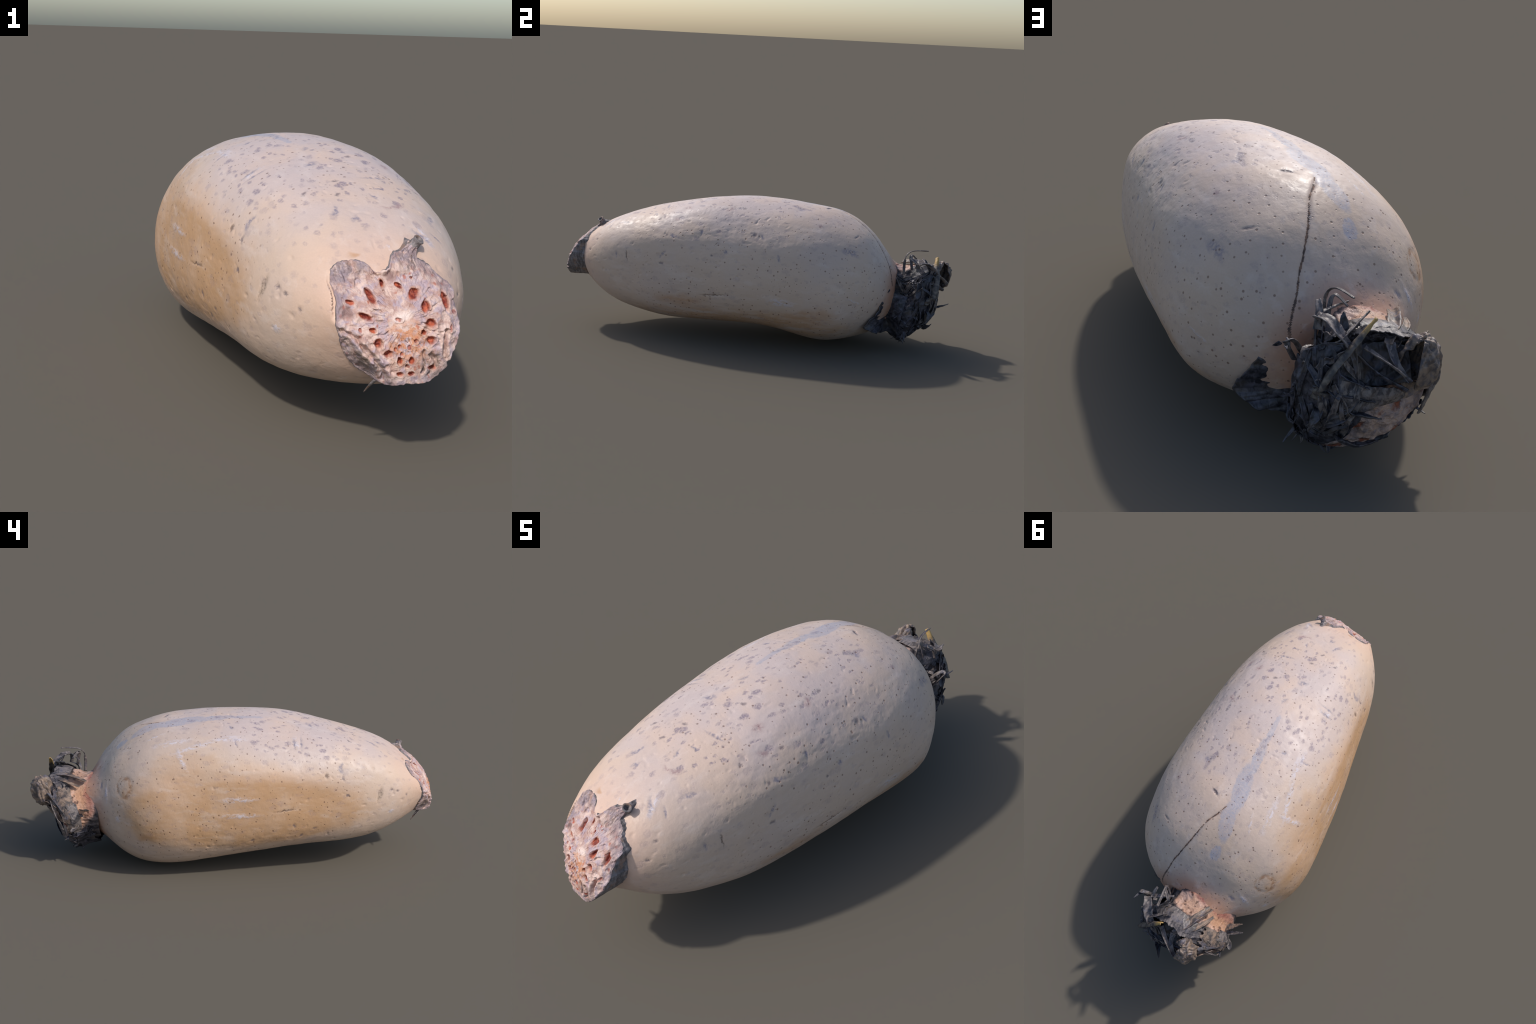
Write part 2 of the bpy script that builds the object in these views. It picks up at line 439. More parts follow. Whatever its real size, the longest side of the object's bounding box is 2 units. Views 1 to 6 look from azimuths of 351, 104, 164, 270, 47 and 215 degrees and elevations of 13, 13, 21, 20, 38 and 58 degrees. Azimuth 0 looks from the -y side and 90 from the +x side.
def skin_material():
    N = Nodes("tuber_skin")
    co = N.co
    w1 = N.wobble(co, 9.0, 0.10)
    w2 = N.wobble(co, 55.0, 0.022, 3)
    w3 = N.wobble(w2, 160.0, 0.010, 2)
    cream, grey = lin(206, 181, 165), lin(198, 178, 170)
    peach, ochre = lin(216, 174, 150), lin(186, 144, 102)
    lilac = lin(194, 177, 172)
    # broad tints
    c = N.mix(N.ramp(N.noise(co, 3.2, 3), .38, .62), cream, grey)
    crown = N.ellipsoid(w1, (.06, -.22, .74), (.42, .80, .36), inner=.45, outer=1.1)
    c = N.mix(N.math("SUBTRACT", .40, N.math("MULTIPLY", crown, .40)), c, lin(198, 172, 144))
    c = N.mix(N.math("MULTIPLY", N.math("MULTIPLY", crown, N.ramp(N.noise(w1, 6.5, 4), .42, .66)), .6), c, lilac)
    stroke = N.noise(N.mapping(w2, scale=(26, 5, 26)), 1.0, 4)
    patch = N.ramp(N.noise(w1, 5.0, 4), .30, .66, .45, 1.0)
    # the -x side is buff all over, fading out towards the crown
    buff = N.ellipsoid(w1, (-.42, .05, .36), (.27, .98, .28), (0, 0, math.radians(11)), .5, 1.05)
    c = N.mix(N.math("MULTIPLY", N.math("MULTIPLY", buff, patch), .9), c, lin(200, 161, 128))
    c = N.mix(N.math("MULTIPLY", N.ellipsoid(w1, (.10, -1.0, .42), (.36, .38, .36), inner=.25, outer=1.1), .6), c, peach)
    # ochre band within it, with a sharp upper limit along the ridge
    och = N.ellipsoid(N.wobble(co, 12.0, .035), (-.43, .0, .345), (.22, .80, .205), (0, 0, math.radians(11)), .80, 1.0)
    och2 = N.ellipsoid(w1, (-.33, .21, .55), (.12, .24, .10), (0, 0, 0), .5, 1.05)
    och = N.math("MULTIPLY", N.union([och, N.math("MULTIPLY", och2, .5)]), N.ramp(stroke, .22, .62, .55, 1.0))
    c = N.mix(N.math("MULTIPLY", N.math("MULTIPLY", och, patch), .80), c, ochre)
    stain = N.math("MULTIPLY", mark_mask(N, w1, "stain", .2, 1.2), N.ramp(stroke, .3, .65, .35, .9))
    c = N.mix(N.math("MULTIPLY", stain, .75), c, lin(180, 132, 86))
    # warm brownish collar where the tuber meets the node
    col = N.ellipsoid(w1, (-.08, .72, .26), (.28, .17, .26), inner=.5, outer=1.15)
    c = N.mix(N.math("MULTIPLY", col, .75), c, lin(178, 120, 88))
    # yellow-brown streaks low on the +x flank
    low = N.ellipsoid(w1, (.33, .05, .13), (.16, .75, .12), inner=.4, outer=1.1)
    c = N.mix(N.math("MULTIPLY", N.math("MULTIPLY", low, N.ramp(stroke, .34, .6)), .7), c, lin(188, 140, 92))
    # healed ring scar near the node
    p, n, al, ar = on_skin(.521, 160.5)
    rd = N.vmath("LENGTH", N.mapping(w3, tuple(p), euler_of(al, ar, n), (.042, .046, .08), "TEXTURE"))
    ringm = N.math("MULTIPLY", N.math("MULTIPLY", N.ramp(rd, .55, .9), N.ramp(rd, 1.0, 1.3, 1, 0)), N.ramp(N.noise(w2, 30, 3), .40, .60))
    c = N.mix(N.math("MULTIPLY", ringm, .7), c, lin(150, 104, 66))
    # faint lengthwise fibres
    c = N.mix(N.math("MULTIPLY", N.ramp(stroke, .52, .72), .22), c, lin(222, 208, 200))
    # glaze: pale bluish strip of peeled skin on the crown
    grit = N.noise(co, 150.0, 3)
    gl = N.math("MULTIPLY", mark_mask(N, w2, "glaze", .80, 1.05), N.math("MULTIPLY", N.ramp(grit, .38, .58, .6, 1.0), N.ramp(stroke, .36, .60, .65, 1.0)))
    c = N.mix(N.math("MULTIPLY", gl, .95), c, lin(168, 163, 171))
    sc = N.math("MULTIPLY", mark_mask(N, w3, "scrape", .1, 1.15), N.ramp(N.noise(N.mapping(w2, scale=(80, 30, 80)), 1.0, 5, .65), .42, .56))
    c = N.mix(N.math("MULTIPLY", sc, .75), c, lin(206, 198, 204))
    # streaky bruises gathered on the lit crown of the cut half
    sm = N.voronoi(N.mapping(w2, scale=(17, 11, 17)), 1.0)
    sm2 = N.voronoi(N.mapping(w2, loc=(3, 1, 2), rot=(.4, .3, .9), scale=(34, 18, 34)), 1.0)
    zone = N.math("MULTIPLY", N.ellipsoid(w1, (.08, -.25, .72), (.44, .70, .42), inner=.5, outer=1.05), N.ramp(N.noise(co, 9.0, 2), .36, .58))
    bru = N.math("MAXIMUM", N.ramp(sm, .13, .27, 1, 0), N.ramp(sm2, .13, .31, .9, 0))
    bru = N.math("MULTIPLY", bru, N.ramp(zone, 0, 1, .28, 1.0))
    bru = N.math("MULTIPLY", bru, N.ramp(grit, .32, .6, .35, 1.0))
    c = N.mix(N.math("MULTIPLY", bru, .78), c, lin(130, 116, 128))
    gb = N.ramp(N.noise(w2, 90.0, 3), .34, .60, .2, 1.0)
    c = N.mix(N.math("MULTIPLY", N.math("MULTIPLY", mark_mask(N, w3, "blush", .1, 1.1), gb), .75), c, lin(150, 118, 118))
    c = N.mix(N.math("MULTIPLY", N.math("MULTIPLY", mark_mask(N, w3, "bruise", .1, 1.1), gb), .85), c, lin(126, 120, 134))
    c = N.mix(N.math("MULTIPLY", mark_mask(N, w3, "spot", .1, 1.1), .75), c, lin(104, 92, 96))
    c = N.mix(N.math("MULTIPLY", N.math("MULTIPLY", mark_mask(N, w3, "scar", .2, 1.1), gb), .9), c, lin(112, 96, 82))
    # rows of pores
    po = N.voronoi(co, 33.0)
    po_small = N.voronoi(N.mapping(co, loc=(5, 3, 1)), 46.0)
    pores = N.math("MAXIMUM", N.ramp(po, .085, .165, 1, 0), N.ramp(po_small, .07, .14, .8, 0))
    pores = N.math("MULTIPLY", pores, N.ellipsoid(w1, (0, .25, .36), (.9, 1.02, .9), inner=.72, outer=1.0))
    c = N.mix(N.math("MULTIPLY", pores, .64), c, lin(96, 64, 50))
    slit = mark_mask(N, w3, "slit", .2, 1.0)
    c = N.mix(N.math("MULTIPLY", slit, .65), c, lin(70, 50, 44))
    c = N.mix(1.0, c, N.mix(N.noise(co, 230.0, 2), (.885, .895, .915, 1), (1.01, 1.015, 1.02, 1)), "MULTIPLY")
    # bump
    h = N.math("ADD", N.math("MULTIPLY", N.noise(co, 70.0, 4), .5), N.math("MULTIPLY", N.math("ADD", N.math("ADD", bru, pores), slit), -.6))
    h = N.math("ADD", h, N.math("MULTIPLY", sc, .35))
    N.bump(h, .35, .006)
    return N.finish(c, N.ramp(N.noise(co, 30, 3), .3, .7, .42, .60), .38)

def crack_material():
    N = Nodes("crack_lining")
    c = N.mix(N.ramp(N.noise(N.co, 60, 3), .4, .6), lin(84, 70, 66), lin(134, 106, 90))
    return N.finish(c, .7, .2)

def oval_mask(N, vec, table, grow, inner, outer):
    ms = []
    for (x, z, a, b, tilt) in table:
        y = float(cut_y(x, z))
        ms.append(((x, y, z), (a * grow, .09, b * grow), (0, math.radians(-tilt), 0)))
    return N.nearest(vec, ms, inner, outer)

def cut_material():
    N = Nodes("cut_flesh")
    co = N.co
    w = N.wobble(co, 90.0, .010, 3)
    ww = N.wobble(co, 22.0, .04, 2)
    fib = N.noise(N.mapping(ww, rot=(0, math.radians(-25), 0), scale=(130, 40, 22)), 1.0, 3)
    c = N.mix(N.ramp(N.noise(w, 45, 4), .36, .64), lin(210, 184, 173), lin(174, 140, 130))
    c = N.mix(N.math("MULTIPLY", N.ramp(N.noise(ww, 38, 3), .46, .64), .6), c, lin(162, 150, 166))
    # orange pith in the lower middle, white heart
    pith = N.math("MULTIPLY", N.ellipsoid(ww, (.125, -.97, .345), (.075, .1, .075), inner=.3, outer=1.1), N.ramp(N.noise(w, 70, 3), .38, .6))
    c = N.mix(N.math("MULTIPLY", pith, .85), c, lin(190, 128, 86))
    c = N.mix(N.math("MULTIPLY", N.ellipsoid(ww, (.115, -.95, .400), (.03, .1, .025), inner=.2, outer=1.1), .8), c, lin(226, 208, 200))
    # brown fibrous lobes
    lob = N.union([N.ellipsoid(ww, (-.005, -.89, .500), (.05, .1, .035), inner=.3, outer=1.1), N.ellipsoid(ww, (.155, -.85, .525), (.04, .1, .045), inner=.3, outer=1.1)])
    c = N.mix(N.math("MULTIPLY", N.math("MULTIPLY", lob, N.ramp(fib, .42, .56)), .85), c, lin(116, 96, 88))
    c = N.mix(N.math("MULTIPLY", N.ramp(fib, .58, .70), .35), c, lin(140, 104, 94))
    # grey-brown decay low on the face
    dk = N.union([N.ellipsoid(ww, (.185, -.98, .290), (.045, .1, .045), inner=.4, outer=1.1), N.ellipsoid(ww, (.02, -.96, .29), (.05, .1, .04), (0, math.radians(45), 0), .4, 1.1)])
    c = N.mix(N.math("MULTIPLY", N.math("MULTIPLY", dk, N.ramp(N.noise(w, 60, 3), .42, .58)), .8), c, lin(110, 96, 84))
    # canals
    c = N.mix(oval_mask(N, w, HOLLOWS, 1.1, .3, 1.1), c, lin(140, 112, 108))
    halo = oval_mask(N, w, CANALS, 1.75, .5, 1.0)
    c = N.mix(N.math("MULTIPLY", halo, .42), c, lin(200, 142, 112))
    hole = N.math("MAXIMUM", oval_mask(N, N.wobble(co, 60.0, .008), CANALS, 1.2, .60, 1.02), N.math("MULTIPLY", oval_mask(N, w, PORES, 1.1, .5, 1.05), .75))
    c = N.mix(hole, c, N.mix(N.ramp(N.noise(co, 55, 2), .35, .65), lin(112, 42, 34), lin(190, 100, 72)))
    # scattered reddish pits
    pits = N.ramp(N.voronoi(N.mapping(w, scale=(58, 30, 40)), 1.0), .14, .30, 1, 0)
    c = N.mix(N.math("MULTIPLY", N.math("MULTIPLY", pits, N.ramp(N.noise(co, 24, 2), .42, .58)), .7), c, lin(164, 88, 62))
    # weathered patches towards the rim
    rimn = N.ramp(N.vmath("LENGTH", N.mapping(ww, (.112, -.93, .385), (0, 0, 0), (.165, .5, .16), "TEXTURE")), .72, .98)
    c = N.mix(N.math("MULTIPLY", N.math("MULTIPLY", rimn, N.ramp(N.noise(w, 34, 4), .36, .56)), .75), c, lin(132, 118, 124))
    N.bump(N.math("ADD", N.math("MULTIPLY", N.noise(w, 120, 4), .8), N.math("MULTIPLY", fib, .7)), .7, .006)
    return N.finish(c, .55, .35)

def rind_material():
    N = Nodes("cut_rind")
    w = N.wobble(N.co, 60.0, .02, 3)
    c = N.mix(N.ramp(N.noise(N.mapping(w, scale=(30, 90, 30)), 1.0, 4), .35, .65), lin(140, 132, 132), lin(92, 86, 86))
    c = N.mix(N.math("MULTIPLY", N.ramp(N.noise(w, 24, 3), .52, .66), .6), c, lin(150, 116, 92))
    N.bump(N.noise(w, 130, 4), .6, .006)
    return N.finish(c, .6, .3)

def stub_material():
    N = Nodes("node_skin")
    co = N.co
    w1 = N.wobble(co, 16.0, .07, 3)
    w2 = N.wobble(co, 70.0, .018, 3)
    strand = N.noise(N.mapping(w2, rot=(math.radians(35), 0, 0), scale=(60, 16, 60)), 1.0, 4)
    dark = N.mix(N.ramp(strand, .36, .64), lin(42, 40, 46), lin(92, 84, 84))
    c = dark
    # bare flesh: pink crown, orange flank, and a strip lower down
    flesh = N.mix(N.ramp(N.noise(w1, 14, 3), .4, .6), lin(190, 158, 144), lin(180, 142, 120))
    orange = N.ellipsoid(w1, (-.26, .74, .34), (.10, .06, .13), inner=.3, outer=1.1)
    flesh = N.mix(N.math("MULTIPLY", orange, .5), flesh, lin(188, 134, 92))
    red = N.ellipsoid(w1, (-.16, .70, .36), (.16, .035, .16), inner=.4, outer=1.1)
    flesh = N.mix(N.math("MULTIPLY", red, .8), flesh, lin(150, 84, 70))
    bare = N.union([N.ellipsoid(w1, (-.13, .75, .44), (.13, .072, .08), inner=.75, outer=1.0),
                    N.ellipsoid(w1, (-.25, .745, .33), (.10, .072, .14), inner=.75, outer=1.0),
                    N.math("MULTIPLY", N.ellipsoid(w1, (-.265, .84, .22), (.06, .025, .13), (math.radians(28), 0, 0), .5, 1.0), .8)])
    sp = N.ramp(N.voronoi(w2, 42), .18, .36, 1, 0)
    flesh = N.mix(N.math("MULTIPLY", sp, .8), flesh, lin(78, 52, 44))
    c = N.mix(bare, c, flesh)
    N.bump(N.math("ADD", N.math("MULTIPLY", strand, 1.0), N.math("MULTIPLY", N.noise(w2, 90, 3), .5)), .7, .008)
    return N.finish(c, .5, .4)

def sheath_material(name, lo, hi, tip=None):
    N = Nodes(name)
    co = N.co
    w = N.wobble(co, 40.0, .03, 3)
    st = N.noise(N.mapping(w, rot=(math.radians(30), 0, math.radians(20)), scale=(90, 22, 55)), 1.0, 3)
    c = N.mix(N.ramp(st, .34, .66), lo, hi)
    c = N.mix(N.math("MULTIPLY", N.ramp(N.noise(w, 14, 3), .52, .66), .45), c, lin(94, 84, 76))
    c = N.mix(N.math("MULTIPLY", N.ramp(N.noise(w, 26, 3), .54, .70), .5), c, lin(96, 96, 112))
    if tip is not None:
        c = N.mix(N.ellipsoid(w, tip, (.05, .05, .055), inner=.3, outer=1.1), c, lin(172, 140, 84))
    N.bump(N.math("ADD", st, N.math("MULTIPLY", N.noise(w, 120, 3), .3)), .4, .005)
    return N.finish(c, .48, .42)

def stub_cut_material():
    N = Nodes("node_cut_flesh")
    co = N.co
    w = N.wobble(co, 60.0, .016, 3)
    c = N.mix(N.ramp(N.noise(w, 40, 4), .36, .64), lin(196, 166, 150), lin(150, 134, 134))
    w4 = N.wobble(co, 28.0, .06, 3)
    hole = N.ramp(N.voronoi(N.mapping(w4, scale=(22, 14, 15)), 1.0), .18, .42, 1, 0)
    c = N.mix(hole, c, lin(142, 82, 62))
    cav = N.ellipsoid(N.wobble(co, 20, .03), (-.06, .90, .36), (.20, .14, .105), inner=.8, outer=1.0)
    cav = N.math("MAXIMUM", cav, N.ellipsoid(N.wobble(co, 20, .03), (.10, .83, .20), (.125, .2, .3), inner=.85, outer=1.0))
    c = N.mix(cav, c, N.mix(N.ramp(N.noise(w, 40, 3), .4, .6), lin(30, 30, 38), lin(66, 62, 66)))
    N.bump(N.math("SUBTRACT", N.noise(w, 90, 4), N.math("MULTIPLY", hole, 1.2)), .8, .01)
    return N.finish(c, .55, .35)

# ------------------------------------------------------------------ build
root = bpy.data.objects.new("lotus_root", None)
bpy.context.scene.collection.objects.link(root)
root["label"] = "pale speckled lotus root segment with cut end and dark sheath"
root["category"] = "vegetable"

M_SKIN, M_CRACK, M_CUT, M_RIND = skin_material(), crack_material(), cut_material(), rind_material()
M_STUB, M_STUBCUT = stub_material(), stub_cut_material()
M_SHEATH = sheath_material("dry_sheath", lin(30, 30, 37), lin(78, 76, 84))
M_STRIP = sheath_material("dry_fibre", lin(62, 58, 62), lin(128, 118, 114))
M_BROAD = sheath_material("yellowed_sheath", lin(58, 54, 56), lin(112, 102, 92), tip=(-.062, .915, .485))
M_BUD = sheath_material("bud_scale", lin(84, 76, 76), lin(140, 120, 104))
M_TAN = sheath_material("tan_fibre", lin(76, 68, 66), lin(146, 124, 108))

def crack_path(n=400):
    c = catmull(np.array(CRACK), n)
    s = np.interp(c[:, 0], _Y, _S)
    out = []
    for si, d in zip(s, np.radians(c[:, 1])):
        out.append(tuber_grid(np.array([si]), np.array([d]))[0, 0])
    return np.array(out)

# ---- tuber
def build_tuber():
    nv, nu = 560, 680
    s = np.linspace(0, 1, nv)
    th = np.arange(nu) * 2 * np.pi / nu
    P = tuber_grid(s, th)
    n = grid_normals(P, True)
    ctr = np.stack([axis_xz(P[..., 1])[0], P[..., 1], axis_xz(P[..., 1])[1]], -1)
    sign = np.sign((n * (P - ctr)).sum(-1, keepdims=True))
    n = n * np.where(sign == 0, 1, sign)
    n[0] = (0, -1, 0)
    Q = P.copy()
    # uneven growth: broad swellings, then the knobbly upper flank of the +x side
    d = 0.0035 * fbm(P, (5, 3, 5), 2, 1) + 0.0012 * fbm(P, (22, 14, 22), 2, 4)
    flank = np.exp(-(((P[..., 0] - .30) / .16) ** 2 + ((P[..., 1] + .15) / .5) ** 2 + ((P[..., 2] - .58) / .13) ** 2))
    belly = np.exp(-(((P[..., 0] + .30) / .14) ** 2 + ((P[..., 1] - .0) / .5) ** 2 + ((P[..., 2] - .20) / .12) ** 2))
    # two blunt lengthwise ridges bound the flatter crown
    D = np.broadcast_to(np.degrees(th)[None], P.shape[:2])
    yy = P[..., 1]
    for c0, c1, w, amp, ya, yb in ((29, 27, 17, .0095, -.62, .42), (149, 157, 12, .0095, -.55, .25), (203, 196, 16, .0040, -.45, .50)):
        c = np.where(c0 == 29, 28 + 6 * smooth(.2, .6, yy) + 10 * smooth(-.6, -.85, yy), c0 + (c1 - c0) * smooth(.0, -.5, yy))
        q = np.abs((D - c + 180) % 360 - 180) / w
        d += amp * (np.exp(-q ** 1.5) - .18 * np.exp(-(q / 2.4) ** 2)) * smooth(ya - .2, ya + .15, yy) * smooth(yb + .2, yb - .15, yy)
    d -= .0055 * np.exp(-((D - 102) / 28) ** 2) * smooth(-.55, -.1, yy) * smooth(.5, .2, yy)
    for (dc, yc, dw, yw, amp) in ((52, .05, 14, .35, .004), (-22, -.5, 15, .14, .007), (-24, .48, 16, .12, .008), (45, .5, 15, .12, .004)):
        d += amp * np.exp(-(((D - dc + 180) % 360 - 180) / dw) ** 2 - ((yy - yc) / yw) ** 2)
    d += (0.0026 * flank + 0.0022 * belly) * fbm(P, (26, 17, 26), 3, 9)
    # pits
    pit = np.clip(perlin(P, 38, 21) - .34, 0, 1)
    d -= .012 * pit * smooth(.5, .1, P[..., 1])
    # slits, blisters and scars as relief
    for kind, depth in (("slit", -.0014), ("bruise", -.0011), ("scar", -.003), ("spot", -.0012), ("scrape", .0006)):
        for (y, deg, slant, L, W) in MARKS[kind]:
            p, nn, al, ar = on_skin(y, deg)
            a = math.radians(slant)
            dx = al * math.cos(a) + ar * math.sin(a)
            dy = np.cross(nn, dx)
            D = P - p
            q = np.sqrt(((D @ dx) / (L * .5 + .005)) ** 2 + ((D @ dy) / (W * .5 + .003)) ** 2 + ((D @ nn) / .06) ** 2)
            d += depth * smooth(1.2, .2, q)
    # healed ring scar near the node
    p, nn, al, ar = on_skin(.521, 160.5)
    D = P - p
    rr = np.sqrt(((D @ al) / .042) ** 2 + ((D @ ar) / .046) ** 2 + ((D @ nn) / .08) ** 2)
    d += -.0010 * np.exp(-((rr - 1) / .25) ** 2) * (1 + perlin(P, 40, 77))
    # growth crack: a V groove with one lip raised
    path = crack_path()
    near = np.full(P.shape[:2], 9.0)
    box = (P[..., 1] > .3) & (P[..., 2] > .25)
    idx = np.argwhere(box)
    pts = P[box]
    best = np.full(len(pts), 9.0)
    for q in path[::3]:
        best = np.minimum(best, np.linalg.norm(pts - q, axis=1))
    near[box] = best
    fade = smooth(.36, .45, P[..., 1])
    d += -.0042 * np.exp(-(near / .0045) ** 2) * fade - .0018 * np.exp(-(near / .018) ** 2) * fade + .0018 * np.exp(-((near - .016) / .010) ** 2) * fade * (P[..., 0] < np.interp(P[..., 1], path[:, 1], path[:, 0]))
    # fuller shoulder on the -x side of the neck
    d += .010 * np.exp(-((P - np.array([-.22, .60, .52])) ** 2).sum(-1) / .075 ** 2)
    # keep smooth where silhouettes were measured at the node end
    Q += n * (d * smooth(.725, .66, P[..., 1]))[..., None]
    # the cut end: nothing of the tuber stands in front of the cut; on the +x side it
    # stops at a shoulder behind the stub that carries the cut
    ring = catmull(CUT_OUTLINE, 720, closed=True) - np.array(CUT_CENTRE)
    ra = np.arctan2(ring[:, 1], ring[:, 0])
    o = np.argsort(ra)
    px, pz = Q[..., 0] - CUT_CENTRE[0], Q[..., 2] - CUT_CENTRE[1]
    rel = np.hypot(px, pz) / np.interp(np.arctan2(pz, px), ra[o], np.hypot(ring[:, 0], ring[:, 1])[o], period=2 * np.pi)
    lim = cut_y(Q[..., 0], Q[..., 2]) + .003 + .035 * smooth(.97, .80, rel)
    Q[..., 1] = np.maximum(Q[..., 1], np.where(rel < 1.05, lim, -2))
    low = smooth(.50, .42, Q[..., 2]) * smooth(.10, .20, Q[..., 0])
    lim = np.where(low > 0, -.99 + (.99 - .885) * low, -2)
    k = 60.0
    Q[..., 1] = np.where(low > 0, np.log(np.exp(k * np.clip(Q[..., 1] - lim, -3, 3)) + 1) / k + lim, Q[..., 1])
    Q[..., 2] = np.maximum(Q[..., 2], 0.0)
    V = Q.reshape(-1, 3)
    F = quads(nv, nu, True)
    c0, c1 = len(V), len(V) + 1
    V = np.vstack([V, Q[0].mean(0), Q[-1].mean(0)])
    F += [(c0, (u + 1) % nu, u) for u in range(nu)]
    b = (nv - 1) * nu
    F += [(c1, b + u, b + (u + 1) % nu) for u in range(nu)]
    ob = add_mesh("tuber", V, F, M_SKIN, root)
    # crack lining as a second material on the groove faces
    ob.data.materials.append(M_CRACK)
    nf = near.reshape(-1)
    w = .0028 + .0026 * perlin(P.reshape(-1, 3), 45, 3)
    inside = (nf < w * np.clip(fade.reshape(-1) + .25, 0, 1))
    mi = np.zeros(len(ob.data.polygons), dtype=np.int32)
    Fq = np.array(F[: (nv - 1) * nu])
    mi[: len(Fq)] = (inside[Fq].sum(1) >= 2)
    ob.data.polygons.foreach_set("material_index", mi)
    return ob

tuber = build_tuber()

# ---- cut end: face with canals, and the rind (wall) that carries it
def build_cut():
    nphi, nrad = 420, 130
    ring = catmull(CUT_OUTLINE, nphi, closed=True)
    jag = perlin(np.c_[ring, np.zeros(nphi)], 120, 2)[:, None] * .004
    cen = np.array(CUT_CENTRE)
    out = ring - cen
    ring = ring + out / np.linalg.norm(out, axis=1)[:, None] * jag
    rho = np.linspace(1, 0.004, nrad)
    XZ = cen + (ring - cen)[None] * rho[:, None, None]
    x, z = XZ[..., 0], XZ[..., 1]
    y = cut_y(x, z)
    # upper lobes and the -x side lie on the skin, hardly proud of it
    yb = tuber_front(x, z)
    near_rim = smooth(.55, .95, rho)[:, None]
    left = smooth(.10, .04, x)
    proud = .012 - .009 * left + .012 * smooth(.535, .555, z)
    lay = np.where(yb < 8, np.maximum(y, yb - proud), y)
    y = y + (lay - y) * near_rim * np.maximum(left, smooth(.45, .50, z))
    # shallow saddle between the lobes
    y = y + .020 * np.exp(-(((x - .06) / .06) ** 2 + ((z - .465) / .035) ** 2))
    p3 = np.stack([x, np.zeros_like(x), z], -1)
    wob = .004 * np.stack([perlin(p3, 60, 31), perlin(p3, 60, 32)], -1)
    hx, hz = x + wob[..., 0], z + wob[..., 1]
    h = np.zeros_like(x)          # positive = into the root (+y)
    edge = 1 - rho[:, None]
    h += -.004 * ridged(p3, 26, 3, 3) - .0025 * fbm(p3, 70, 3, 8)
    up = smooth(.43, .49, z)
    sl = math.radians(-25)
    rot = np.stack([x * math.cos(sl) - z * math.sin(sl), 0 * x, x * math.sin(sl) + z * math.cos(sl)], -1)
    h += .0035 * up * ridged(rot, (95, 1, 16), 2, 12)
    # many small radial pits between the canals
    rx, rz = x - .112, z - .395
    ang, rr = np.arctan2(rz, rx), np.hypot(rx, rz)
    rad = np.stack([np.cos(ang) * 5, np.sin(ang) * 5, rr * 34], -1)
    h += .0055 * smooth(.16, .42, perlin(rad, 1.6, 61)) * smooth(.02, .05, rr)
    h -= .0030 * (ridged(rad, (2.6, 2.6, .5), 2, 44) - .5) * smooth(.02, .06, rr)
    for table, depth, edgew in ((CANALS, .013, .45), (PORES, .005, .4), (HOLLOWS, .008, .2)):
        for (cx, cz, a, b, tilt) in table:
            t = math.radians(tilt)
            u = (hx - cx) * math.cos(t) + (hz - cz) * math.sin(t)
            v = -(hx - cx) * math.sin(t) + (hz - cz) * math.cos(t)
            q = np.sqrt((u / a) ** 2 + (v / b) ** 2) / 1.15
            h += depth * smooth(1.08, edgew, q) - .0022 * np.exp(-((q - 1.25) / .22) ** 2)
    for line in CLEFTS:
        c = catmull([(a, 0, b) for a, b in line], 60)
        dist = np.full(x.shape, 9.0)
        for q in c:
            dist = np.minimum(dist, np.hypot(hx - q[0], hz - q[2]))
        h += .014 * np.exp(-(dist / .0045) ** 2) - .004 * np.exp(-((dist - .011) / .005) ** 2)
    # rolled rim
    h += -.006 * np.exp(-(edge / .05) ** 2) * (.6 + .8 * perlin(p3, 45, 40)) + .004 * np.exp(-(edge / .012) ** 2)
    P = np.stack([x, y + h, z], -1)
    # the tall lobe ends in a little curled stump standing off the skin
    tipd = np.exp(-(((x - .165) / .018) ** 2 + ((z - .553) / .016) ** 2))
    P[..., 1] -= .016 * tipd
    P[..., 0] += .012 * tipd
    P[..., 1] = np.maximum(P[..., 1], -.998)
    V = P.reshape(-1, 3)
    F = [tuple(reversed(f)) for f in quads(nrad, nphi, True)]
    V = np.vstack([V, P[-1].mean(0)])
    b = (nrad - 1) * nphi
    F += [(len(V) - 1, b + (u + 1) % nphi, b + u) for u in range(nphi)]
    cut_end = add_mesh("cut_face", V, F, M_CUT, root)
    # rind wall
    ns = 26
    rim = P[0]
    W = []
    for i in range(ns):
        t = i / (ns - 1)
        q = rim.copy()
        dirxz = np.stack([rim[:, 0] - cen[0], 0 * rim[:, 0], rim[:, 2] - cen[1]], -1)
        shrink = .004 * math.sin(t * math.pi * .5) - .05 * t ** 1.6
        q = q + dirxz * shrink
        q[:, 1] += .13 * t
        nn = dirxz / np.linalg.norm(dirxz, axis=1)[:, None]
        q += nn * (.004 * fbm(q, (40, 12, 40), 3, 15) * min(1, t * 6))[:, None]
        W.append(q)
    W = np.array(W)
    rind = add_mesh("cut_rind", W.reshape(-1, 3), quads(ns, nphi, True), M_RIND, root)
    return cut_end, rind

cut_face, cut_rind = build_cut()

